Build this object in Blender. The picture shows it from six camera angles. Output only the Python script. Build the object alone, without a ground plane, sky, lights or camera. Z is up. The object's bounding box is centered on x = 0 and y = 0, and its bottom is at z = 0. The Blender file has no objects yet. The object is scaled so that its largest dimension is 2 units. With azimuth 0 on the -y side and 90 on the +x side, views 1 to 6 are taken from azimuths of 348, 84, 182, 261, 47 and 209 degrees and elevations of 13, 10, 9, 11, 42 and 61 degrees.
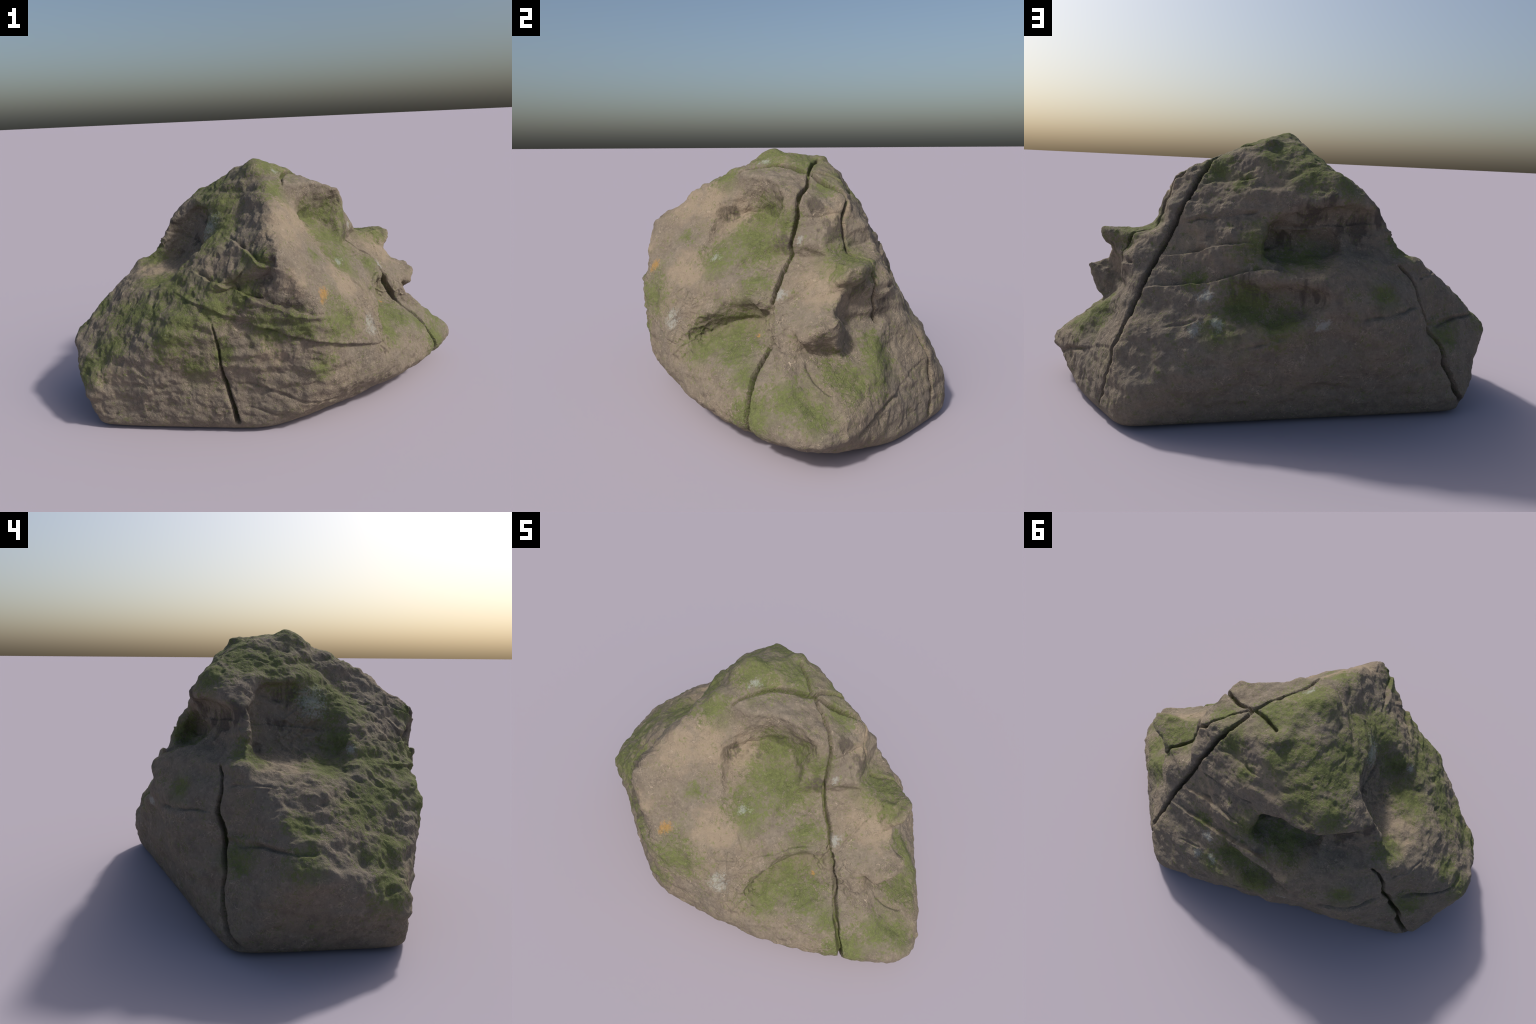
"""A cracked sandstone boulder: a blunt wedge of rock bounded by weathered facets, eaten into by
scooped hollows, split by open joints and ridged by bedding ledges, with moss and lichen."""
import math
import numpy as np

# ----------------------------------------------------------------- base form
# Weathered facets of the boulder: (outward normal, distance of the facet from the origin).
FACETS = {
    "sunny_slope": ((0.618, -0.459, 0.638), 0.748),
    "toe_slope": ((0.575, -0.76, 0.302), 0.704),
    "mossy_slope": ((-0.644, -0.375, 0.667), 0.869),
    "rear_slope": ((0.193, 0.85, 0.489), 0.741),
    "rear_wall": ((-0.25, 0.931, -0.267), 0.508),
    "rear_corner": ((-0.593, 0.732, 0.336), 0.78),
    "cliff": ((0.816, 0.515, 0.263), 0.898),
    "cliff_corner": ((0.744, 0.663, 0.078), 0.818),
    "front_wall": ((0.124, -0.978, -0.168), 0.634),
    "front_corner": ((-0.325, -0.944, -0.055), 0.608),
    "end_wall": ((-0.939, 0.057, -0.339), 0.836),
    "end_slope": ((-0.668, -0.042, 0.743), 0.935),
    "keel": ((0.293, -0.321, -0.9), 0.208),
    "keel_cliff": ((0.682, 0.118, -0.722), 0.571),
    "keel_front": ((0.258, -0.692, -0.674), 0.36),
    "toe_tip": ((0.981, 0.012, 0.196), 1.077),
    "bed": ((0.0, 0.0, -1.0), -0.004),
    "crown": ((0.216, 0.272, 0.938), 1.076),
    "brow": ((0.339, -0.601, 0.723), 1.044),
}
FN = np.array([f[0] for f in FACETS.values()])
FN = FN / np.linalg.norm(FN, axis=1, keepdims=True)
FO = np.array([f[1] for f in FACETS.values()])
EDGE = 0.022  # rounding of the edges between facets


def unit(v):
    v = np.asarray(v, float)
    return v / np.linalg.norm(v, axis=-1, keepdims=True)


def convex(p, normals, offsets, k):
    d = p @ normals.T - offsets
    m = d.max(-1, keepdims=True)
    return m[..., 0] + k * np.log(np.exp((d - m) / k).sum(-1))


def smooth_min(a, b, k):
    h = np.maximum(k - np.abs(a - b), 0.0) / k
    return np.minimum(a, b) - h * h * k * 0.25


def smooth_max(a, b, k):
    return -smooth_min(-a, -b, k)


def frame(normal, up=(0, 0, 1)):
    n = unit(normal)
    r = unit(np.cross(up, n))
    return np.array([r, np.cross(n, r), n])  # along the contour, up the slope, outward


def ellipsoid(p, centre, radii, normal, up=(0, 0, 1)):
    q = (p - np.array(centre)) @ frame(normal, up).T
    radii = np.array(radii, float)
    k0 = np.linalg.norm(q / radii, axis=-1)
    k1 = np.linalg.norm(q / radii ** 2, axis=-1)
    return k0 * (k0 - 1.0) / np.maximum(k1, 1e-6)


def block(p, planes, k):
    n = unit([b[0] for b in planes])
    o = np.array([np.dot(n[i], b[1]) for i, b in enumerate(planes)])
    d = p @ n.T - o
    if k:
        top = np.partition(d, -2, axis=-1)
        return smooth_max(top[..., -1], top[..., -2], 4 * k)
    return d.max(-1)


# Planes of solid pieces and of pieces broken away are (outward normal, a point on the plane).
SHOULDER = [  # raised block beside the peak, steep on the side of the brow scoop
    ((0.41, 0.125, 0.903), (0.191, 0.107, 1.040)),
    ((0.28, -0.288, 0.916), (0.191, 0.107, 1.095)),
    ((0.955, -0.28, 0.15), (0.412, -0.004, 0.80)),
    ((0.90, 0.40, 0.19), (0.388, 0.225, 0.95)),
    ((0.45, -0.88, 0.05), (0.18, -0.145, 0.95)),
    ((0.80, -0.60, 0.10), (0.362, -0.08, 0.80)),
    ((0.1, -0.2, -1.0), (0.38, 0.0, 0.715)),
    ((0.193, 0.85, 0.489), (0.0, 0.0, 1.485)),
    ((-0.8, 0.0, 0.6), (-0.03, 0.0, 1.10)),
    ((-0.5, 0.6, -0.62), (0.05, 0.10, 0.93)),
]
LEDGE = [  # rock that juts out of the sunny slope over the cliff
    ((0.325, -0.547, 0.774), (0.80, 0.09, 0.532)),
    ((0.587, 0.792, -0.168), (0.70, 0.145, 0.61)),
    ((0.85, 0.1, -0.52), (0.81, 0.103, 0.52)),
    ((0.1, 0.05, 1.0), (0.60, 0.18, 0.705)),
    ((-0.8, 0.3, -0.5), (0.40, 0.0, 0.45)),
    ((-0.89, 0.455, 0.0), (0.473, 0.222, 0.7)),
    ((-0.1, -0.7, -0.7), (0.60, -0.04, 0.48)),
]
UPPER_PRONG = [
    ((-0.05, -0.05, 1.0), (0.70, 0.20, 0.715)),
    ((0.95, 0.25, -0.1), (0.716, 0.21, 0.694)),
    ((0.45, 0.88, -0.15), (0.70, 0.235, 0.69)),
    ((0.3, -0.85, 0.4), (0.69, 0.13, 0.67)),
    ((0.55, 0.1, -0.83), (0.70, 0.20, 0.660)),
    ((-0.8, -0.1, -0.6), (0.50, 0.15, 0.65)),
]
LOWER_PRONG = [
    ((0.25, -0.5, 0.83), (0.80, 0.09, 0.535)),
    ((0.45, 0.88, -0.1), (0.80, 0.120, 0.52)),
    ((0.92, 0.1, -0.35), (0.815, 0.10, 0.52)),
    ((0.4, -0.5, -0.77), (0.76, 0.04, 0.455)),
    ((-0.8, 0.1, -0.6), (0.55, 0.05, 0.50)),
    ((-0.3, 0.5, 0.8), (0.76, 0.10, 0.555)),
]
BROKEN_AWAY = [  # (planes of the empty space, turned so that they bound it; blend)
    ([((-0.615, -0.081, -0.785), (0.778, 0.012, 0.338)),       # valley under the ledge
      ((-0.88, -0.42, 0.21), (0.560, 0.362, 0.57)),
      ((0.0, 0.0, 1.0), (0.5, 0.3, 0.72))], 0.035),
    ([((-0.896, -0.399, -0.194), (0.398, 0.235, 0.941)),    # face of the block above the ledge
      ((-0.48, -0.24, -0.84), (0.45, 0.23, 0.735)),
      ((0.0, -1.0, 0.0), (0.5, 0.0, 0.8))], 0.015),
    ([((0.15, 0.10, -0.98), (-0.526, -0.088, 0.614)),       # bowl in the mossy slope
      ((0.85, 0.10, -0.40), (-0.335, -0.03, 0.80)),
      ((0.20, 0.97, 0.05), (-0.48, 0.190, 0.787)),
      ((-0.35, 0.0, 0.93), (-0.40, 0.0, 0.905)),
      ((0.25, -0.90, -0.35), (-0.43, -0.19, 0.68))], 0.04),
    ([((0.02, -0.25, -0.97), (-0.137, 0.47, 0.630)),        # bowl in the rear
      ((0.12, -0.97, 0.10), (-0.18, 0.305, 0.70)),
      ((0.0, -0.60, 0.80), (-0.14, 0.36, 0.80)),
      ((0.85, 0.3, 0.35), (-0.01, 0.45, 0.70)),
      ((-0.9, 0.1, 0.25), (-0.30, 0.40, 0.70))], 0.035),
    ([((0.22, -0.30, -0.93), (-0.45, 0.34, 0.662)),         # recess between the two bowls
      ((0.393, -0.894, -0.213), (-0.439, 0.224, 0.896)),
      ((0.10, -0.25, 0.95), (-0.38, 0.28, 0.845))], 0.03),
]
HOLLOWS = [  # (centre, radii along the contour, up the slope and in depth, outward, up, blend)
    ((-0.03, 0.625, 0.515), (0.25, 0.10, 0.13), (-0.1, 0.95, 0.2), (0, 0, 1), 0.03),   # low in the rear wall
]
SCOOPS = [  # (middle of the lip, outward, up, half width, length, depth, drop of the lip at its ends,
    # lean of the wall under the lip, blend)
    ((0.125, -0.135, 0.968), (0.618, -0.459, 0.638), (0, 0, 1), 0.175, 0.36, 0.098, 0.10, 0.8, 0.015),            # brow scoop
    ((0.432, -0.290, 0.488), (0.618, -0.459, 0.638), (-0.708, -0.007, 0.681), 0.195, 0.22, 0.085, 0.07, 0.3, 0.02),  # mouth
    ((0.41, -0.01, 0.724), (0.618, -0.459, 0.638), (0, 0, 1), 0.16, 0.06, 0.022, 0.0, 1.0, 0.012),                # foot of the shoulder
    ((-0.28, -0.555, 0.745), (-0.45, -0.75, 0.48), (-0.35, 0.1, 1), 0.16, 0.18, 0.092, 0.03, 0.5, 0.03),          # mossy ledge
]
SWELLS = [  # broad lumps and dents: centre, radius, height
    ((-0.57, 0.43, 0.44), 0.13, 0.058),
    ((-0.75, 0.27, 0.42), 0.08, -0.035),
    ((-0.30, 0.58, 0.38), 0.12, -0.025),
    ((0.13, 0.42, 0.74), 0.12, 0.022),
    ((0.08, 0.34, 0.90), 0.10, 0.018),
    ((-0.20, 0.26, 1.06), 0.13, -0.032),
    ((-0.30, -0.15, 0.95), 0.12, -0.010),
    ((-0.05, -0.40, 0.95), 0.11, 0.010),
    ((-0.17, -0.16, 1.04), 0.13, -0.045),
    ((-0.31, -0.58, 0.60), 0.07, -0.045),
    ((-0.44, 0.50, 0.51), 0.08, 0.030),
    ((0.36, -0.16, 0.68), 0.07, 0.025),
    ((0.82, -0.03, 0.29), 0.13, 0.022),
    ((-0.23, -0.30, 0.93), 0.12, -0.042),
    ((0.65, 0.38, 0.37), 0.13, -0.085),
    ((0.62, 0.35, 0.44), 0.08, -0.040),
    ((0.00, -0.30, 1.00), 0.12, 0.014),
    ((-0.63, 0.24, 0.67), 0.07, 0.025),
    ((0.30, 0.02, 1.01), 0.08, -0.014),
    ((-0.57, -0.47, 0.43), 0.13, 0.022),
    ((-0.86, -0.37, 0.18), 0.12, -0.024),
    ((-0.83, 0.05, 0.50), 0.12, -0.012),
    ((0.20, -0.58, 0.50), 0.12, 0.018),
    ((0.32, -0.52, 0.40), 0.09, 0.015),
    ((0.20, -0.65, 0.26), 0.14, -0.026),
    ((0.43, -0.14, 0.62), 0.10, 0.024),
    ((-0.64, -0.12, 0.62), 0.10, -0.012),
    ((0.97, 0.03, 0.19), 0.11, 0.024),
    ((-0.09, 0.045, 1.15), 0.09, -0.016),
]


def scoop(p, lip, normal, up, width, length, depth, drop, lean):
    """Space under an overhanging lip; its floor rises back to the slope further down and at both ends."""
    x, y, z = ((p - np.array(lip)) @ frame(normal, up).T).T
    side = 1.0 - (x / width) ** 2
    edge = -drop * (x / width) ** 2
    run = 1.0 - (edge - y) / length
    floor = -depth * smooth_min(np.minimum(run, 1.0), 1.5 * side, 0.5)
    return np.maximum((y - edge - lean * z) / math.hypot(1.0, lean), (floor - z) * 0.9)


def rock(p):
    d = convex(p, FN, FO, EDGE)
    for centre, radius, height in SWELLS:
        d = d - height * np.exp(-((p - np.array(centre)) ** 2).sum(-1) / radius ** 2)
    for planes, k in BROKEN_AWAY[:2]:
        d = smooth_max(d, -block(p, planes, 0.012), k)
    for centre, radii, normal, up, k in HOLLOWS:
        d = smooth_max(d, -ellipsoid(p, centre, radii, normal, up), k)
    for piece, k in ((SHOULDER, 0.03), (LEDGE, 0.02), (UPPER_PRONG, 0.03), (LOWER_PRONG, 0.03)):
        d = smooth_min(d, block(p, piece, 0.008), k)
    for planes, k in BROKEN_AWAY[2:]:
        d = smooth_max(d, -block(p, planes, 0.02), k)
    for *shape, k in SCOOPS:
        d = smooth_max(d, -scoop(p, *shape), k)
    return d


def gradient(f, p, e=2e-3):
    f = wearing(p) if f is weathered else f
    here = f(p)
    g = np.stack([f(p + e * np.eye(3)[i]) - here for i in range(3)], -1)
    return here, unit(g)


# ----------------------------------------------------------------- polygon skin
def surface_net(f, lo, hi, h):
    """Quads on the zero level of f, one vertex in every grid cell that it crosses."""
    axes = [np.arange(a, b + h, h) for a, b in zip(lo, hi)]
    n = [len(a) for a in axes]
    grid = np.stack(np.meshgrid(*axes, indexing="ij"), -1).reshape(-1, 3)
    v = np.concatenate([f(c) for c in np.array_split(grid, 24)]).reshape(n)
    inside = v < 0
    total = np.zeros([m - 1 for m in n] + [3])
    count = np.zeros([m - 1 for m in n])
    cell = np.indices([m - 1 for m in n]).transpose(1, 2, 3, 0).astype(float)
    corners = [(i, j, k) for i in (0, 1) for j in (0, 1) for k in (0, 1)]

    def view(a, c):
        return a[tuple(slice(c[i], c[i] + n[i] - 1) for i in range(3))]

    for a in corners:
        for ax in range(3):
            if a[ax]:
                continue
            b = tuple(a[i] + (i == ax) for i in range(3))
            va, vb = view(v, a), view(v, b)
            cross = (va < 0) != (vb < 0)
            t = np.where(cross, va / np.where(cross, va - vb, 1.0), 0.0)
            at = cell + np.array(a)
            at[..., ax] += t
            total += at * cross[..., None]
            count += cross
    used = count > 0
    index = np.full(used.shape, -1)
    index[used] = np.arange(used.sum())
    verts = total[used] / count[used][:, None] * h + np.array([a[0] for a in axes])
    faces = []
    for ax in range(3):
        o1, o2 = (ax + 1) % 3, (ax + 2) % 3
        s0 = [slice(1, n[i] - 1) for i in range(3)]
        s1 = list(s0)
        s0[ax], s1[ax] = slice(0, n[ax] - 1), slice(1, n[ax])
        a, b = inside[tuple(s0)], inside[tuple(s1)]
        where = np.argwhere(a != b)
        flip = a[a != b]
        where[:, o1] += 1
        where[:, o2] += 1
        quad = []
        for d1, d2 in ((-1, -1), (0, -1), (0, 0), (-1, 0)):
            c = where.copy()
            c[:, o1] += d1
            c[:, o2] += d2
            quad.append(index[c[:, 0], c[:, 1], c[:, 2]])
        q = np.stack(quad, 1)
        q[~flip] = q[~flip][:, ::-1]
        faces.append(q)
    return verts, np.concatenate(faces)


def subdivide(v, q):
    """Split every quad in four."""
    edges = np.stack([q, np.roll(q, -1, 1)], -1).reshape(-1, 2)
    edges.sort(1)
    key, inv = np.unique(edges[:, 0].astype(np.int64) * len(v) + edges[:, 1], return_inverse=True)
    pair = np.stack([key // len(v), key % len(v)], 1)
    mid = v[pair].mean(1)
    e = inv.reshape(-1, 4) + len(v)
    c = np.arange(len(q)) + len(v) + len(mid)
    out = np.stack([np.stack([q[:, i], e[:, i], c, e[:, i - 1]], 1) for i in range(4)], 1).reshape(-1, 4)
    return np.concatenate([v, mid, v[q].mean(1)]), out


def relax(v, q, times):
    for _ in range(times):
        s, w = np.zeros_like(v), np.zeros(len(v))
        for i in range(4):
            for j in (1, 3):
                np.add.at(s, q[:, i], v[q[:, (i + j) % 4]])
                np.add.at(w, q[:, i], 1)
        v = 0.5 * v + 0.5 * s / w[:, None]
    return v


def settle(f, p, times=3):
    p = p.copy()
    for _ in range(times):
        here, n = gradient(f, p)
        p -= n * np.clip(here, -0.02, 0.02)[:, None]
    return p


# ----------------------------------------------------------------- joints and bedding
# Open joints: (course over the surface, half width, depth, opening at the first and last point).
JOINTS = [
    ([(0.030, 0.165, 1.094), (0.075, 0.144, 1.088), (0.130, 0.118, 1.072), (0.187, 0.095, 1.045), (0.240, 0.087, 1.021), (0.296, 0.075, 0.995), (0.369, 0.032, 0.968), (0.399, 0.014, 0.889), (0.408, -0.002, 0.803), (0.407, -0.017, 0.753), (0.428, -0.024, 0.685), (0.479, -0.056, 0.651), (0.529, -0.080, 0.611), (0.564, -0.110, 0.549), (0.585, -0.114, 0.481), (0.625, -0.120, 0.402), (0.675, -0.153, 0.354), (0.738, -0.202, 0.303), (0.787, -0.229, 0.215), (0.815, -0.233, 0.142)],
     0.013, 0.055, 0.5, 0.85),
    ([(0.187, 0.095, 1.045), (0.159, 0.049, 1.065), (0.126, 0.015, 1.077), (0.080, -0.045, 1.083), (0.045, -0.112, 1.071), (0.029, -0.159, 1.060), (0.024, -0.208, 1.040)],
     0.012, 0.035, 1.2, 0.3),
    ([(0.187, 0.095, 1.045), (0.194, 0.152, 1.050), (0.224, 0.206, 1.024), (0.271, 0.257, 0.962), (0.331, 0.320, 0.827), (0.371, 0.362, 0.737), (0.422, 0.415, 0.625), (0.468, 0.468, 0.504), (0.505, 0.505, 0.410), (0.535, 0.545, 0.310), (0.562, 0.566, 0.225), (0.590, 0.570, 0.130), (0.615, 0.560, 0.050)],
     0.013, 0.065, 0.8, 0.8),
    ([(0.187, 0.095, 1.045), (0.234, 0.125, 1.030), (0.283, 0.151, 1.003), (0.324, 0.190, 0.983), (0.359, 0.233, 0.951), (0.431, 0.205, 0.860), (0.461, 0.210, 0.751), (0.470, 0.225, 0.720), (0.525, 0.285, 0.705), (0.570, 0.300, 0.650), (0.578, 0.300, 0.610), (0.570, 0.284, 0.555), (0.547, 0.292, 0.472), (0.545, 0.305, 0.420)],
     0.011, 0.05, 1, 0.5),
    ([(-0.565, 0.317, 0.631), (-0.603, 0.313, 0.599), (-0.634, 0.315, 0.546), (-0.657, 0.336, 0.480), (-0.690, 0.310, 0.411), (-0.722, 0.318, 0.341), (-0.768, 0.313, 0.281), (-0.776, 0.330, 0.226), (-0.811, 0.326, 0.170), (-0.835, 0.325, 0.114), (-0.872, 0.283, 0.042)],
     0.012, 0.065, 0.5, 1.2),
    ([(-0.386, -0.538, 0.514), (-0.374, -0.542, 0.432), (-0.364, -0.539, 0.356), (-0.352, -0.537, 0.269), (-0.331, -0.540, 0.186), (-0.310, -0.543, 0.112), (-0.300, -0.540, 0.055)],
     0.011, 0.05, 0.25, 1.1),
]
# Hairline seams and shallow grooves: (course, half width, depth).
SEAMS = [
    ([(0.342, 0.354, 0.764), (0.261, 0.364, 0.789), (0.179, 0.383, 0.805), (0.091, 0.398, 0.821), (0.006, 0.399, 0.837)], 0.006, 0.011),
    ([(0.266, 0.280, 0.922), (0.179, 0.295, 0.938), (0.096, 0.321, 0.946), (0.017, 0.325, 0.957)], 0.007, 0.008),
    ([(0.352, 0.572, 0.380), (0.277, 0.576, 0.403), (0.212, 0.575, 0.427)], 0.006, 0.008),
    ([(0.060, 0.643, 0.332), (-0.033, 0.632, 0.355), (-0.135, 0.614, 0.384)], 0.006, 0.01),
    ([(-0.384, 0.540, 0.441), (-0.493, 0.508, 0.456), (-0.564, 0.466, 0.467), (-0.650, 0.358, 0.471)], 0.006, 0.01),
    ([(-0.686, 0.344, 0.383), (-0.762, 0.236, 0.390), (-0.834, 0.200, 0.395), (-0.919, 0.125, 0.395)], 0.008, 0.014),
    ([(-0.723, 0.286, 0.369), (-0.839, 0.194, 0.398), (-0.897, 0.147, 0.399), (-0.937, 0.092, 0.393), (-0.932, -0.002, 0.383)], 0.007, 0.013),
    ([(-0.646, 0.290, 0.568), (-0.684, 0.247, 0.579), (-0.725, 0.193, 0.584), (-0.740, 0.136, 0.583)], 0.006, 0.009),
    ([(-0.312, -0.549, 0.242), (-0.228, -0.578, 0.236), (-0.179, -0.594, 0.220), (-0.105, -0.616, 0.184), (-0.019, -0.631, 0.147), (0.082, -0.605, 0.132), (0.204, -0.532, 0.099)], 0.007, 0.012),
    ([(-0.291, -0.550, 0.121), (-0.215, -0.575, 0.121), (-0.148, -0.595, 0.098), (-0.085, -0.596, 0.070)], 0.006, 0.008),
    ([(0.711, 0.383, 0.210), (0.831, 0.268, 0.182), (0.891, 0.202, 0.144), (0.915, 0.155, 0.110)], 0.008, 0.014),
    ([(0.746, -0.003, 0.364), (0.790, 0.007, 0.328), (0.833, 0.037, 0.291), (0.866, 0.089, 0.260)], 0.008, 0.014),
    ([(0.253, -0.389, 0.643), (0.293, -0.396, 0.598), (0.353, -0.414, 0.521)], 0.005, 0.006),
    ([(0.579, -0.104, 0.529), (0.594, -0.074, 0.543), (0.598, -0.034, 0.568), (0.594, 0.006, 0.601), (0.589, 0.060, 0.637), (0.596, 0.093, 0.649)], 0.007, 0.009),
    ([(0.409, 0.033, 0.874), (0.428, 0.096, 0.875), (0.432, 0.152, 0.884), (0.427, 0.199, 0.889)], 0.006, 0.008),
    ([(0.934, 0.138, 0.124), (0.810, 0.292, 0.184), (0.723, 0.370, 0.215), (0.643, 0.437, 0.246), (0.541, 0.556, 0.295)], 0.006, 0.005),
    ([(0.774, 0.348, 0.069), (0.700, 0.431, 0.105), (0.632, 0.506, 0.129)], 0.006, 0.005),
]
# Bedding ledges: (course, depth of the undercut, how far it fades, side that is undercut: -1 below, 1 above).
LEDGES = [
    ([(-0.431, -0.334, 0.698), (-0.378, -0.460, 0.679), (-0.307, -0.509, 0.666), (-0.243, -0.573, 0.642), (-0.169, -0.620, 0.604), (-0.090, -0.644, 0.571), (-0.011, -0.667, 0.552), (0.098, -0.644, 0.529)], 0.03, 0.07, -1),
    ([(-0.260, -0.341, 0.832), (-0.220, -0.501, 0.806), (-0.173, -0.592, 0.765), (-0.124, -0.633, 0.756), (-0.092, -0.641, 0.748)], 0.028, 0.06, -1),
    ([(-0.527, -0.320, 0.615), (-0.454, -0.470, 0.599), (-0.378, -0.533, 0.570), (-0.281, -0.562, 0.532), (-0.188, -0.607, 0.500), (-0.092, -0.638, 0.468), (0.004, -0.666, 0.443), (0.112, -0.663, 0.411), (0.253, -0.585, 0.363), (0.413, -0.486, 0.320)], 0.02, 0.06, 1),
    ([(0.342, 0.354, 0.764), (0.261, 0.364, 0.789), (0.179, 0.383, 0.805), (0.091, 0.398, 0.821), (0.006, 0.399, 0.837)], 0.016, 0.05, 1),
    ([(0.404, 0.414, 0.633), (0.297, 0.430, 0.653), (0.209, 0.444, 0.681), (0.105, 0.462, 0.705), (-0.004, 0.460, 0.716)], 0.022, 0.06, -1),
    ([(0.444, 0.471, 0.516), (0.350, 0.486, 0.530), (0.263, 0.498, 0.544), (0.186, 0.507, 0.561), (0.111, 0.512, 0.586), (0.028, 0.516, 0.610), (-0.054, 0.515, 0.616), (-0.121, 0.523, 0.612), (-0.203, 0.538, 0.608)], 0.024, 0.06, -1),
    ([(0.266, 0.280, 0.922), (0.179, 0.295, 0.938), (0.096, 0.321, 0.946), (0.017, 0.325, 0.957)], 0.012, 0.05, -1),
    ([(-0.384, 0.540, 0.441), (-0.493, 0.508, 0.456), (-0.564, 0.466, 0.467), (-0.650, 0.358, 0.471)], 0.012, 0.05, -1),
    ([(0.060, 0.643, 0.332), (-0.033, 0.632, 0.355), (-0.135, 0.614, 0.384)], 0.01, 0.05, -1),
    ([(0.237, -0.552, 0.518), (0.311, -0.477, 0.508), (0.363, -0.410, 0.514), (0.409, -0.337, 0.531), (0.447, -0.271, 0.546), (0.485, -0.204, 0.568), (0.528, -0.152, 0.562), (0.564, -0.115, 0.522)], 0.012, 0.03, -1),
    ([(-0.498, 0.223, 0.788), (-0.372, 0.109, 0.759), (-0.361, 0.008, 0.753), (-0.356, -0.094, 0.740), (-0.394, -0.186, 0.719)], 0.018, 0.05, -1),
    ([(-0.017, 0.358, 0.758), (-0.272, 0.323, 0.777), (-0.403, 0.268, 0.786), (-0.498, 0.223, 0.788)], 0.015, 0.05, -1),
    ([(0.590, 0.303, 0.583), (0.570, 0.350, 0.589), (0.516, 0.408, 0.595)], 0.02, 0.05, -1),
    ([(0.650, -0.117, 0.398), (0.733, -0.091, 0.390), (0.734, -0.032, 0.379), (0.714, 0.006, 0.392)], 0.018, 0.03, -1),
    ([(0.452, 0.226, 0.753), (0.428, 0.280, 0.751), (0.394, 0.338, 0.761)], 0.012, 0.03, -1),
]
# Where the matter on the stone sits: (x, y, z, reach).
MOSS = [(0.24, -0.17, 0.77, 0.13), (0.3, -0.14, 0.74, 0.156), (0.26, -0.31, 0.69, 0.117), (0.28, -0.05, 0.85, 0.078), (0.38, -0.04, 0.84, 0.078), (-0.01, -0.03, 1.13, 0.156), (0.07, 0.09, 1.11, 0.13), (-0.04, -0.27, 1.02, 0.091), (0.48, -0.17, 0.61, 0.091), (0.15, -0.63, 0.5, 0.117), (0.48, -0.26, 0.39, 0.143), (0.58, -0.25, 0.36, 0.13), (0.45, -0.39, 0.33, 0.104), (0.56, 0.21, 0.71, 0.13), (0.8, 0.14, 0.31, 0.117), (0.87, -0.07, 0.27, 0.117), (0.92, 0.01, 0.23, 0.091), (0.82, -0.22, 0.19, 0.117), (0.09, -0.47, 0.75, 0.039), (0.31, 0.15, 0.99, 0.078), (0.7, -0.24, 0.3, 0.078), (-0.38, -0.53, 0.59, 0.13), (-0.27, -0.55, 0.64, 0.091), (-0.17, -0.61, 0.5, 0.104), (0.17, -0.62, 0.49, 0.104), (-0.04, -0.66, 0.5, 0.091), (-0.51, -0.5, 0.52, 0.143), (-0.57, -0.49, 0.46, 0.13), (-0.81, -0.27, 0.37, 0.117), (-0.9, -0.25, 0.28, 0.104), (0.06, -0.66, 0.31, 0.065), (-0.29, -0.22, 0.86, 0.143), (-0.23, -0.11, 0.96, 0.117), (-0.46, -0.51, 0.32, 0.078), (-0.59, 0.21, 0.67, 0.091), (-0.55, -0.12, 0.61, 0.13), (-0.49, -0.44, 0.59, 0.13), (-0.67, -0.27, 0.51, 0.117), (-0.2, -0.56, 0.79, 0.065), (-0.35, -0.55, 0.39, 0.065), (0.16, -0.08, 0.85, 0.104), (-0.23, 0.19, 1.03, 0.156), (-0.27, 0.07, 1.01, 0.13), (-0.27, -0.11, 0.91, 0.143), (-0.33, -0.25, 0.83, 0.117), (-0.53, -0.3, 0.63, 0.13), (-0.59, -0.09, 0.6, 0.104), (-0.62, -0.33, 0.53, 0.117), (-0.75, -0.18, 0.47, 0.117), (-0.96, 0.07, 0.37, 0.078), (-0.87, -0.22, 0.34, 0.104), (-0.86, 0.06, 0.46, 0.078), (-0.57, 0.23, 0.69, 0.065), (-0.01, 0.43, 0.69, 0.104), (-0.49, 0.46, 0.54, 0.065), (-0.79, 0.27, 0.33, 0.078), (-0.41, -0.18, 0.69, 0.091), (-0.32, 0.32, 0.96, 0.104), (-0.94, -0.23, 0.26, 0.091), (-0.09, 0.19, 1.1, 0.104), (-0.2, 0.32, 0.98, 0.117), (-0.04, 0.25, 1.06, 0.104), (-0.17, 0.41, 0.64, 0.117), (0.05, 0.52, 0.47, 0.117), (-0.1, 0.56, 0.42, 0.104), (0.13, 0.61, 0.41, 0.078), (-0.76, 0.28, 0.34, 0.065), (0.26, 0.49, 0.56, 0.052), (0.64, 0.17, 0.71, 0.091), (0.69, 0.3, 0.36, 0.104), (0.77, 0.27, 0.31, 0.091), (0.1, 0.33, 0.94, 0.065), (0.2, 0.25, 0.99, 0.078)]
LICHEN_WHITE = [(-0.3, -0.09, 0.85, 0.085), (-0.49, -0.21, 0.67, 0.03), (0.57, -0.07, 0.57, 0.035), (0.32, -0.53, 0.42, 0.055), (0.43, 0.03, 0.78, 0.025), (0.25, -0.33, 0.68, 0.03), (0.01, -0.1, 1.09, 0.03), (0.22, 0.59, 0.39, 0.035), (0.14, 0.6, 0.42, 0.035), (0.2, 0.53, 0.51, 0.045), (-0.25, 0.57, 0.42, 0.03)]
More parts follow.
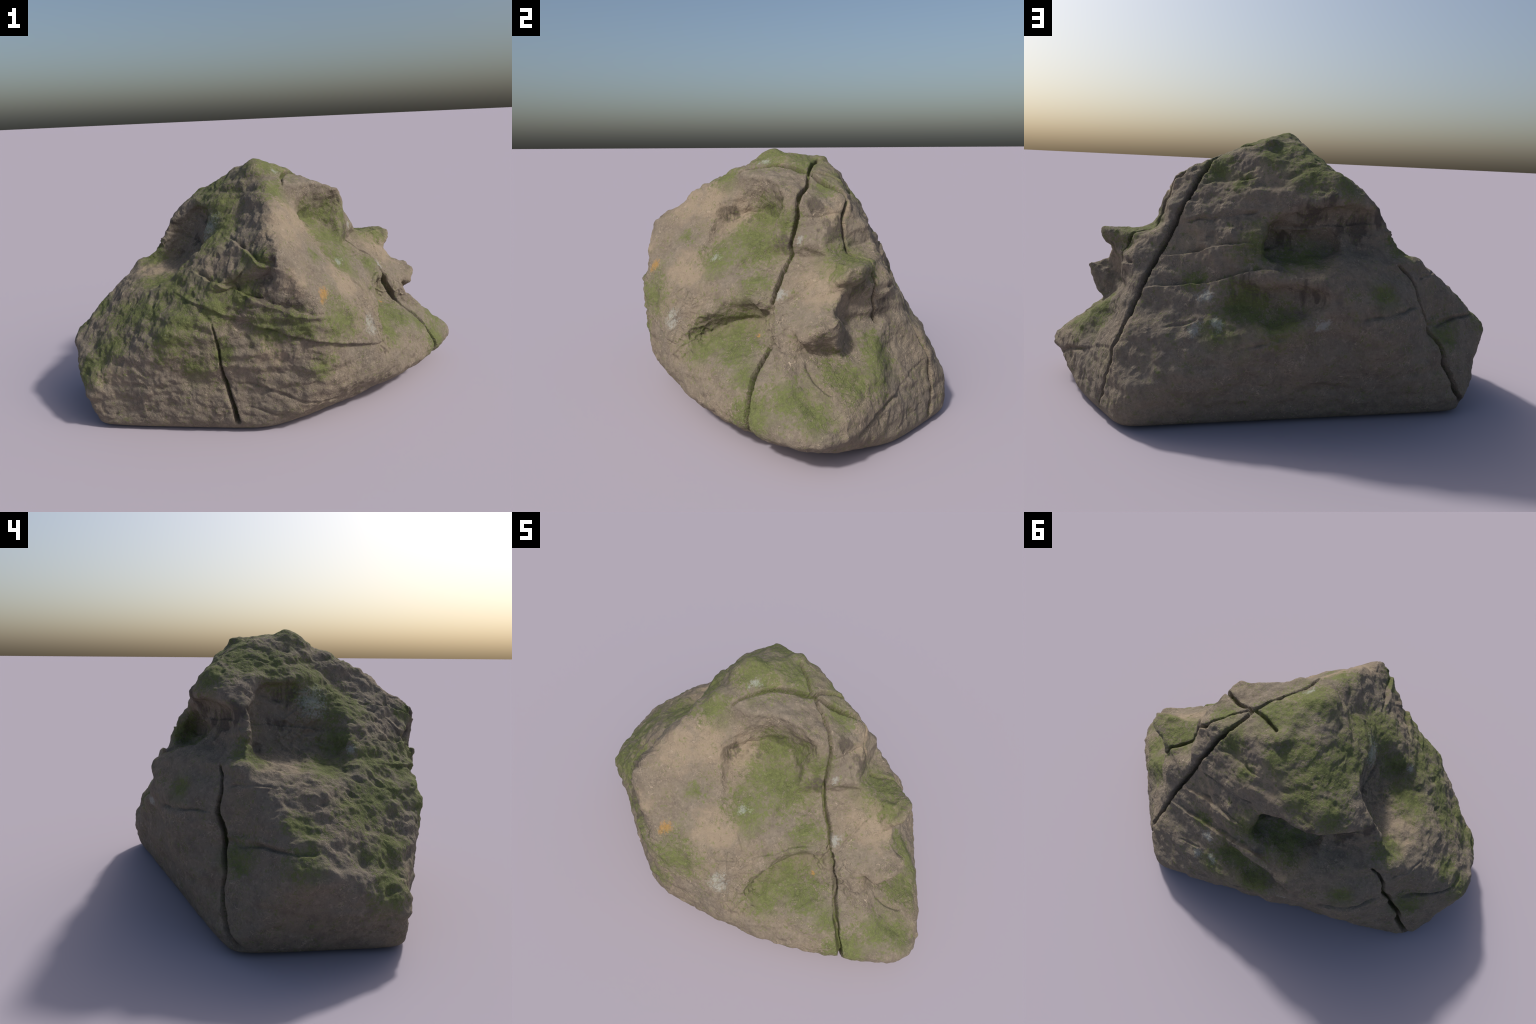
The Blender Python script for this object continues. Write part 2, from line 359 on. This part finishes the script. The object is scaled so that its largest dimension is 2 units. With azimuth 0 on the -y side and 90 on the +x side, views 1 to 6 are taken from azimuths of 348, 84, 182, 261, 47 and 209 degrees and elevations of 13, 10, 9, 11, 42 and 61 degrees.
LICHEN_ORANGE = [(0.07, -0.61, 0.62, 0.04), (0.55, -0.16, 0.41, 0.018)]
TAN = [(-0.04, -0.43, 0.91, 0.13), (0.03, -0.36, 0.9, 0.12), (0.09, -0.21, 0.83, 0.12), (0.63, 0.09, 0.63, 0.14), (0.23, -0.46, 0.62, 0.12), (0.06, -0.02, 1.1, 0.05), (-0.08, -0.44, 0.93, 0.08), (-0.61, 0.14, 0.62, 0.08), (-0.84, -0.33, 0.26, 0.1), (-0.16, -0.61, 0.39, 0.08), (-0.06, -0.65, 0.68, 0.06), (-0.58, 0.03, 0.62, 0.08), (0.01, 0.31, 0.97, 0.09), (0.3, 0.4, 0.7, 0.12), (0.44, 0.2, 0.92, 0.1)]
STAINED = [(0.07, -0.25, 0.86, 0.06), (0.17, -0.07, 0.89, 0.04), (0.09, -0.17, 0.9, 0.03), (0.13, -0.17, 0.83, 0.05), (0.46, 0.15, 0.83, 0.08), (0.41, 0.08, 0.93, 0.06), (0.38, -0.05, 0.77, 0.06), (0.65, 0.21, 0.62, 0.07), (0.56, 0.34, 0.52, 0.06), (-0.21, -0.6, 0.65, 0.1), (-0.07, -0.65, 0.58, 0.09), (-0.16, -0.59, 0.81, 0.07), (-0.15, -0.63, 0.6, 0.06), (-0.31, -0.06, 0.84, 0.05), (-0.19, 0.36, 0.82, 0.1), (-0.25, 0.41, 0.88, 0.07), (0.03, 0.51, 0.53, 0.1), (-0.2, 0.53, 0.54, 0.1), (-0.39, 0.28, 0.75, 0.1), (-0.08, 0.32, 0.71, 0.08), (-0.3, -0, 0.89, 0.09), (-0.48, 0.23, 0.82, 0.08), (-0.37, 0.05, 0.75, 0.06), (-0.31, 0.32, 0.76, 0.06)]

# ----------------------------------------------------------------- noise
def lattice(i, seed):
    h = (i[..., 0] * 374761393 + i[..., 1] * 668265263 + i[..., 2] * 2147483647 + seed * 974634777) & 0xFFFFFFFF
    h = ((h ^ (h >> 13)) * 1274126177) & 0xFFFFFFFF
    h = ((h ^ (h >> 16)) * 2246822519) & 0xFFFFFFFF
    return h ^ (h >> 15)


def noise(p, freq, seed=0):
    """Gradient noise, about -1 to 1."""
    q = p * np.asarray(freq, float) + 100.0
    i = np.floor(q).astype(np.int64)
    f = q - i
    u = f * f * f * (f * (f * 6 - 15) + 10)
    out = np.zeros(len(q))
    for c in np.ndindex(2, 2, 2):
        c = np.array(c)
        h = lattice(i + c, seed)
        g = np.stack([(h & 1023), (h >> 10) & 1023, (h >> 20) & 1023], -1) / 511.5 - 1.0
        w = np.where(c, u, 1 - u).prod(-1)
        out += w * ((f - c) * g).sum(-1)
    return out * 1.5


def fractal(p, freq, seed=0, octaves=3):
    return sum(noise(p, np.asarray(freq) * 2 ** k, seed + k) * 0.5 ** k for k in range(octaves))


def cells(p, size, seed=0):
    """Distance to the border between scattered cells, in cell sizes."""
    q = p / size
    i = np.floor(q).astype(np.int64)
    best, second = np.full(len(q), 9.0), np.full(len(q), 9.0)
    for c in np.ndindex(3, 3, 3):
        j = i + np.array(c) - 1
        h = lattice(j, seed)
        site = j + np.stack([(h & 1023), (h >> 10) & 1023, (h >> 20) & 1023], -1) / 1023.0
        d = np.linalg.norm(q - site, axis=-1)
        second = np.minimum(second, np.maximum(best, d))
        best = np.minimum(best, d)
    return second - best


def step(a, b, x):
    t = np.clip((x - a) / (b - a), 0, 1)
    return t * t * (3 - 2 * t)


def wearing(p, width=0.010):
    """The form of the rock near the points p, its broken edges worn out of line."""
    warp = np.stack([noise(p, 6.5, 11 + i) + 0.5 * noise(p, 15.0, 21 + i) for i in range(3)], -1)
    warp *= width * step(0.0, 0.15, p[:, 2])[:, None]
    return lambda q: rock(q + warp)


def weathered(p):
    d = (p @ FN.T - FO).max(-1)
    near = (d > -0.20) & (d < 0.12)
    if near.any():
        d[near] = wearing(p[near])(p[near])
    return d


# ----------------------------------------------------------------- courses over the surface
def course(points, f, wander, seed, spacing=0.012):
    """A wandering line through the points, laid on the surface."""
    c = settle(f, np.array(points, float), 4)
    t = np.concatenate([[0], np.cumsum(np.linalg.norm(np.diff(c, axis=0), axis=1))])
    s = np.linspace(0, t[-1], max(4, int(t[-1] / spacing)))
    line = np.stack([np.interp(s, t, c[:, i]) for i in range(3)], -1)
    for _ in range(2):
        line[1:-1] = 0.25 * line[:-2] + 0.5 * line[1:-1] + 0.25 * line[2:]
    line += wander * np.stack([noise(line, 14, seed + i) + 0.6 * noise(line, 33, seed + 5 + i) for i in range(3)], -1)
    return settle(f, line, 3)


def nearest(p, line, reach, through=None):
    """Distance to the line, place along it (0 to 1) and offset from it, for the points within reach."""
    wide = reach if through is None else 0.12
    lo, hi = line.min(0) - wide, line.max(0) + wide
    pick = np.flatnonzero(((p > lo) & (p < hi)).all(1))
    q = p[pick]
    best = np.full(len(q), 9.0)
    along = np.zeros(len(q))
    off = np.zeros_like(q)
    way = np.zeros_like(q)
    for k in range(len(line) - 1):
        a, d = line[k], line[k + 1] - line[k]
        near = np.flatnonzero((np.abs(q - a - d / 2) < wide + np.linalg.norm(d)).all(1))
        rel = q[near] - a
        if through is not None:  # a sheet that runs into the rock: look along it
            deep = rel @ through
            near, rel = near[np.abs(deep) < 0.10], rel[np.abs(deep) < 0.10]
            rel = rel - (rel @ through)[:, None] * through
            d = d - (d @ through) * through
        t = np.clip(rel @ d / (d @ d), 0, 1)
        o = rel - t[:, None] * d
        r = np.linalg.norm(o, axis=1)
        closer = r < best[near]
        n = near[closer]
        best[n], along[n], off[n], way[n] = r[closer], (k + t[closer]) / (len(line) - 1), o[closer], d
    ok = best < reach
    return pick[ok], best[ok], along[ok], off[ok], unit(way[ok]) if ok.any() else way[ok]


# ==== BUILD
import bpy

FINE = 2
verts, quads = surface_net(weathered, (-1.06, -0.76, -0.04), (1.06, 0.76, 1.22), 0.016)
verts = settle(weathered, relax(verts, quads, 2), 2)
for _ in range(FINE):
    verts, quads = subdivide(verts, quads)
    verts = settle(weathered, verts, 1)
base = verts.copy()
_, normal = gradient(weathered, base, 5e-3)
shift = np.zeros(len(base))
in_joint = np.zeros(len(base))
joint_of = np.zeros(len(base), int)
foot = step(0.0, 0.10, base[:, 2])

SHEETS = {0: unit(np.array([0.618, -0.459, 0.638])), 2: unit(np.array([0.5, 0.75, 0.42])), 4: unit(np.array([-0.7, 0.7, 0.0]))}
for n, (points, half, depth, first, last) in enumerate(JOINTS):
    line = course(points, weathered, 0.003, 40 + n)
    i, r, t, off, way = nearest(base, line, 3.2 * half, SHEETS.get(n))
    opening = half * (first + (last - first) * t) * (1 + 0.25 * noise(base[i], 18, 60 + n))
    opening *= np.where((t == 0) | (t == 1), 0.9, 1.0)
    x = r / opening
    cut = depth * np.clip(opening / half, 0, 1.1) * np.clip(1 - x ** 2, 0, 1) ** 0.45
    lip = 0.003 * np.exp(-((x - 1.0) / 0.6) ** 2)
    new = -(cut + np.where(x > 1, lip, 0.006))
    shift[i] = np.minimum(shift[i], new)
    in_joint[i] = np.maximum(in_joint[i], x < 0.95)
    joint_of[i[x < 0.95]] = n

for n, (points, half, depth) in enumerate(SEAMS):
    line = course(points, weathered, 0.005, 140 + n)
    i, r, t, off, way = nearest(base, line, 3 * half)
    taper = np.clip(np.minimum(t, 1 - t) * 8, 0.0, 1) * (0.75 + 0.4 * noise(base[i], 25, 160 + n))
    new = -depth * taper * np.exp(-(r / half) ** 2)
    shift[i] += np.where(in_joint[i] > 0, 0, new)

for n, (points, depth, fade, side) in enumerate(LEDGES):
    line = course(points, weathered, 0.006, 240 + n)
    i, r, t, off, way = nearest(base, line, 2.5 * fade)
    across = unit(np.cross(normal[i], way))
    across *= np.sign(across[:, 2:3] + 1e-9)
    s = (off * across).sum(1) * -side
    end = np.linalg.norm(off - (off * across).sum(1)[:, None] * across - (off * normal[i]).sum(1)[:, None] * normal[i], axis=1)
    taper = np.clip(np.minimum(t, 1 - t) * 5 + 0.1, 0, 1) * np.exp(-(end / 0.012) ** 2)
    taper *= 0.8 + 0.5 * noise(base[i], 20, 260 + n)
    under = step(-0.004, 0.006, s) * np.exp(-np.maximum(s, 0) / fade) * step(2.5 * fade, 1.5 * fade, r)
    bulge = 0.25 * step(0.004, -0.004, s) * np.exp(np.minimum(s, 0) / (0.5 * fade)) * step(2.5 * fade, 1.5 * fade, r)
    new = depth * taper * (bulge - under)
    shift[i] += np.where(in_joint[i] > 0, 0, new)

# Weathering: pitted lumps on the mossy and front sides, flutes over the cliff, a finer skin on the sunny slope.
toward = normal @ unit(np.array([[-0.6, -0.62, 0.5], [0.1, 0.75, 0.65], [0.9, 0.45, 0.1], [0.62, -0.46, 0.64]])).T
high = step(0.5, 0.75, base[:, 2])
lumpy = step(0.25, 0.75, toward[:, 0]) + 0.75 * step(0.6, 0.9, toward[:, 1]) * high
lumpy = np.clip(lumpy, 0, 1) * (1 - 0.8 * step(0.75, 0.95, toward[:, 3]))
fluted = step(0.65, 0.95, toward[:, 2]) * step(0.35, 0.55, base[:, 0])
wobble = base + 0.03 * np.stack([noise(base, 9, 300 + i) for i in range(3)], -1)
lumps = noise(wobble, (13, 13, 20), 310) + 0.65 * noise(wobble, (27, 27, 38), 311) + 0.3 * noise(wobble, (55, 55, 70), 312)
pits = step(0.15, 0.75, noise(wobble, (20, 20, 30), 313))
shift += lumpy * (0.0050 * lumps - 0.0065 * pits + 0.002) * foot
fluted *= 0.35
flutes = np.abs(noise(wobble, (20, 20, 6), 320)) + 0.5 * np.abs(noise(wobble, (45, 45, 14), 321))
shift += 0.016 * fluted * (0.3 - flutes) * foot
shift += foot * (0.010 * fractal(base, 7, 330, 2) + 0.0050 * fractal(base, 24, 340, 3))
bedding = noise(base + 0.02 * noise(base, 6, 350)[:, None], (3, 3, 26), 351)
shift += 0.0075 * foot * bedding * (1 - step(0.6, 0.9, toward[:, 3]))

# Raised honeycomb of hard veins beside the hollows.
VEINED = [(0.36, -0.45, 0.42, 0.13), (0.62, -0.09, 0.45, 0.11), (-0.40, -0.04, 0.72, 0.15), (0.42, -0.50, 0.34, 0.10),
          (-0.55, 0.24, 0.74, 0.07), (0.28, -0.47, 0.50, 0.08), (0.55, -0.14, 0.50, 0.08)]
near = np.max([1 - np.linalg.norm(base - np.array(v[:3]), axis=1) / v[3] for v in VEINED], 0)
i = np.flatnonzero(near > 0)
web = cells(base[i] + 0.008 * np.stack([noise(base[i], 20, 400 + k) for k in range(3)], -1), 0.045, 7)
shift[i] += step(0, 0.4, near[i]) * (0.007 * np.exp(-(web / 0.10) ** 2) - 0.003) * (in_joint[i] == 0)

verts = base + normal * shift[:, None]
verts[:, 2] -= np.quantile(verts[:, 2], 0.002)
verts[:, 2] = np.maximum(verts[:, 2], 0.0)
# ----------------------------------------------------------------- materials
def stone_material(name, bed):
    """Brown sandstone with water stains, moss and lichen; bed is how much soil and moss fills it (in the joints)."""
    m = bpy.data.materials.new(name)
    m.use_nodes = True
    nt = m.node_tree
    N, link = nt.nodes, nt.links.new
    bsdf = N["Principled BSDF"]
    pos = N.new("ShaderNodeTexCoord").outputs["Object"]

    def feed(socket, v):
        if isinstance(v, (int, float)):
            socket.default_value = v
        elif isinstance(v, tuple):
            socket.default_value = v
        else:
            link(v, socket)

    def math(op, a, b=0.0, c=0.0, clamp=False):
        n = N.new("ShaderNodeMath")
        n.operation, n.use_clamp = op, clamp
        for s, v in zip(n.inputs, (a, b, c)):
            feed(s, v)
        return n.outputs[0]

    def tex(scale, detail=4, rough=0.6, at=None, stretch=None, distortion=0.0):
        at = pos if at is None else at
        if stretch:
            mp = N.new("ShaderNodeMapping")
            mp.inputs["Scale"].default_value = stretch
            link(at, mp.inputs[0])
            at = mp.outputs[0]
        n = N.new("ShaderNodeTexNoise")
        n.inputs["Scale"].default_value = scale
        n.inputs["Detail"].default_value = detail
        n.inputs["Roughness"].default_value = rough
        n.inputs["Distortion"].default_value = distortion
        link(at, n.inputs["Vector"])
        return n

    def smooth(v, lo, hi):
        n = N.new("ShaderNodeMapRange")
        n.interpolation_type = "SMOOTHSTEP"
        feed(n.inputs["Value"], v)
        n.inputs["From Min"].default_value, n.inputs["From Max"].default_value = lo, hi
        return n.outputs["Result"]

    def mix(f, a, b):
        n = N.new("ShaderNodeMix")
        n.data_type = "RGBA"
        feed(n.inputs["Factor"], f)
        feed(n.inputs["A"], a if not isinstance(a, tuple) else (*a, 1.0))
        feed(n.inputs["B"], b if not isinstance(b, tuple) else (*b, 1.0))
        return n.outputs["Result"]

    warp = N.new("ShaderNodeVectorMath")
    warp.operation = "MULTIPLY_ADD"
    warp.inputs[1].default_value = (0.14,) * 3
    off = N.new("ShaderNodeVectorMath")
    off.operation = "SUBTRACT"
    off.inputs[1].default_value = (0.5,) * 3
    link(tex(9, 5, 0.65).outputs["Color"], off.inputs[0])
    link(off.outputs[0], warp.inputs[0])
    link(pos, warp.inputs[2])

    def patches(spots, at, floor=-0.6):
        best = floor
        for x, y, z, r in spots:
            d = N.new("ShaderNodeVectorMath")
            d.operation = "DISTANCE"
            link(at, d.inputs[0])
            d.inputs[1].default_value = (x, y, z)
            best = math("MAXIMUM", best, math("MULTIPLY_ADD", d.outputs["Value"], -1.0 / r, 1.0))
        return best

    warped = warp.outputs[0]
    broad, mid, fine = tex(4, 4, 0.6).outputs[0], tex(17, 5, 0.65).outputs[0], tex(110, 4, 0.7).outputs[0]
    grain = tex(420, 2, 0.6).outputs[0]
    # bare stone
    col = mix(smooth(broad, 0.35, 0.65), STONE_GREY, STONE_BROWN)
    col = mix(math("MULTIPLY", smooth(mid, 0.45, 0.68), 0.7), col, STONE_DARK)
    col = mix(math("MULTIPLY", smooth(tex(80, 4, 0.75).outputs[0], 0.50, 0.66), 0.65), col, STONE_DARK)
    col = mix(math("MULTIPLY", smooth(tex(45, 5, 0.75).outputs[0], 0.50, 0.68), 0.7), col, STONE_PALE)
    tan = smooth(math("ADD", patches(TAN, warped), math("MULTIPLY_ADD", mid, 2.6, -1.3)), -0.15, 0.75)
    col = mix(math("MULTIPLY", tan, 0.62), col, STONE_TAN)
    # pale curled flakes and veins
    flake = tex(26, 2, 0.5, distortion=0.8).outputs[0]
    curl = smooth(math("ABSOLUTE", math("SUBTRACT", flake, 0.5)), 0.016, 0.004)
    curl = math("MULTIPLY", curl, smooth(tex(12, 3, 0.6).outputs[0], 0.47, 0.60))
    col = mix(math("MULTIPLY", curl, 0.65), col, STONE_CURL)
    vein = N.new("ShaderNodeTexVoronoi")
    vein.feature = "DISTANCE_TO_EDGE"
    vein.inputs["Scale"].default_value = 19
    link(warped, vein.inputs["Vector"])
    web = math("MULTIPLY", smooth(vein.outputs["Distance"], 0.05, 0.015), smooth(tex(6, 4, 0.65).outputs[0], 0.50, 0.62))
    curl = math("MAXIMUM", curl, web)
    col = mix(math("MULTIPLY", web, 0.4), col, STONE_CURL)
    # dark water stains, running down the rock
    streak = tex(30, 4, 0.6, stretch=(1.0, 1.0, 0.16)).outputs[0]
    stain = smooth(math("ADD", patches(STAINED, warped), math("MULTIPLY_ADD", streak, 2.6, -1.45)), 0.05, 0.6)
    specks = math("MULTIPLY", smooth(tex(60, 3, 0.6).outputs[0], 0.60, 0.70), 0.35)
    stain = math("MAXIMUM", math("MULTIPLY", stain, smooth(patches(STAINED, pos), -0.3, 0.3)), specks)
    col = mix(math("MULTIPLY", stain, 0.7), col, STAIN)
    # moss in ragged cushions
    cover = math("ADD", patches(MOSS, warped, -0.25), math("MULTIPLY_ADD", tex(16, 8, 0.75).outputs[0], 3.0, -1.38))
    cover = math("ADD", cover, math("MULTIPLY_ADD", tex(75, 4, 0.75).outputs[0], 4.2, -2.2))
    if bed:
        cover = math("ADD", cover, math("MULTIPLY_ADD", broad, 1.2, bed))
    moss = smooth(cover, -0.05, 0.75)
    film = math("MULTIPLY", smooth(math("ADD", tex(7, 7, 0.75).outputs[0], math("MULTIPLY", patches(MOSS, pos, -0.5), 0.22)), 0.44, 0.70), 0.55)
    moss = math("MAXIMUM", moss, film)
    green = mix(smooth(tex(75, 4, 0.7).outputs[0], 0.35, 0.68), MOSS_DARK, MOSS_LIGHT)
    film = math("MULTIPLY", smooth(math("ADD", tex(7, 7, 0.75).outputs[0], math("MULTIPLY", patches(MOSS, pos, -0.5), 0.22)), 0.44, 0.70), 0.55)
    moss = math("MAXIMUM", moss, film)
    green = mix(math("MULTIPLY", smooth(tex(150, 3, 0.6).outputs[0], 0.58, 0.72), 0.6), green, MOSS_DRY)
    col = mix(math("MULTIPLY", moss, 0.85), col, green)
    # lichen crusts
    for spots, colour, strength in ((LICHEN_WHITE, LICHEN_GREY, 0.5), (LICHEN_ORANGE, LICHEN_RUST, 0.6)):
        crust = smooth(math("ADD", patches(spots, warped), math("MULTIPLY_ADD", fine, 2.4, -1.2)), 0.0, 0.8)
        col = mix(math("MULTIPLY", crust, strength), col, colour)
    flecks = math("MULTIPLY", smooth(tex(120, 2, 0.5).outputs[0], 0.66, 0.74), smooth(tex(8, 3, 0.6).outputs[0], 0.5, 0.66))
    col = mix(math("MULTIPLY", flecks, 0.3), col, LICHEN_GREY)
    link(col, bsdf.inputs["Base Color"])
    bsdf.inputs["Roughness"].default_value = 0.92
    bsdf.inputs["Specular IOR Level"].default_value = 0.15
    # grain
    relief = math("ADD", math("MULTIPLY", fine, 0.5), math("MULTIPLY", grain, 0.22))
    relief = math("ADD", relief, math("MULTIPLY", curl, 0.35))
    relief = math("ADD", relief, math("MULTIPLY", tex(140, 3, 0.7).outputs[0], 0.4))
    bump = N.new("ShaderNodeBump")
    bump.inputs["Strength"].default_value = 0.8
    bump.inputs["Distance"].default_value = 0.011
    link(relief, bump.inputs["Height"])
    link(bump.outputs[0], bsdf.inputs["Normal"])
    return m


STONE_GREY, STONE_BROWN, STONE_DARK = (0.202, 0.173, 0.136), (0.230, 0.188, 0.139), (0.150, 0.122, 0.099)
STONE_PALE, STONE_TAN, STONE_CURL = (0.285, 0.238, 0.188), (0.330, 0.262, 0.186), (0.40, 0.33, 0.25)
STAIN = (0.060, 0.050, 0.044)
MOSS_DARK, MOSS_LIGHT, MOSS_DRY = (0.092, 0.112, 0.036), (0.144, 0.172, 0.054), (0.205, 0.190, 0.115)
LICHEN_GREY, LICHEN_RUST = (0.40, 0.43, 0.40), (0.46, 0.25, 0.06)
open_stone = stone_material("mossy_sandstone", None)
joint_bed = stone_material("joint_bed", -0.05)

# ----------------------------------------------------------------- parts
whole = bpy.data.meshes.new("whole")
whole.from_pydata(verts.tolist(), [], quads.tolist())
whole.shade_smooth()
vertex_normals = np.empty(len(verts) * 3, np.float32)
whole.vertex_normals.foreach_get("vector", vertex_normals)
vertex_normals = vertex_normals.reshape(-1, 3)
bpy.data.meshes.remove(whole)

centre = base[quads].mean(1)
main_line, rear_line = (np.array(JOINTS[k][0]) for k in (0, 2))


def side_of(line, inward, at):
    """Which side of a joint that runs into the rock along inward."""
    n = unit(np.cross(line[-1] - line[0], inward))
    return (at - line.mean(0)) @ n > 0


rear = side_of(rear_line, np.array([-0.8, -0.25, -0.3]), centre)
if rear[np.argmax(centre[:, 1])] == 0:
    rear = ~rear
right = side_of(main_line, np.array([-0.6, 0.4, -0.6]), centre)
if not right[np.argmax(centre[:, 0])]:
    right = ~right
kind = np.where(rear, 0, np.where(right, 1, 2))
hollow_spots = [((-0.47, -0.05, 0.68), 0.24), ((-0.16, 0.42, 0.70), 0.17), ((0.20, -0.20, 0.85), 0.17), ((0.47, -0.30, 0.42), 0.15)]
ledge_value = np.minimum(np.minimum(block(centre, LEDGE, 0.01), block(centre, UPPER_PRONG, 0.01)), block(centre, LOWER_PRONG, 0.01))
kind[ledge_value < 0.012] = 3
for n, (spot, reach) in enumerate(hollow_spots):
    kind[np.linalg.norm(centre - np.array(spot), axis=1) < reach] = 4 + n
gap = in_joint[quads].mean(1) > 0.5
kind[gap] = 8 + joint_of[quads[gap, 0]]
KINDS = ["rock_block", "rock_block", "rock_block", "jutting_ledge", "hollow", "hollow", "hollow", "hollow"] + ["joint"] * len(JOINTS)

top = bpy.data.objects.new("cracked_boulder", None)
bpy.context.scene.collection.objects.link(top)
top["label"] = "weathered sandstone boulder with deep cracks, hollows and moss"
top["category"] = "boulder"
for k, name in enumerate(KINDS):
    faces = quads[kind == k]
    if not len(faces):
        continue
    used, local = np.unique(faces, return_inverse=True)
    mesh = bpy.data.meshes.new(name)
    mesh.from_pydata(verts[used].tolist(), [], local.reshape(-1, 4).tolist())
    mesh.shade_smooth()
    mesh.normals_split_custom_set_from_vertices(vertex_normals[used].tolist())
    mesh.materials.append(joint_bed if name == "joint" else open_stone)
    part = bpy.data.objects.new(name, mesh)
    part.parent = top
    bpy.context.scene.collection.objects.link(part)
print(len(verts), "vertices", verts.min(0), verts.max(0))
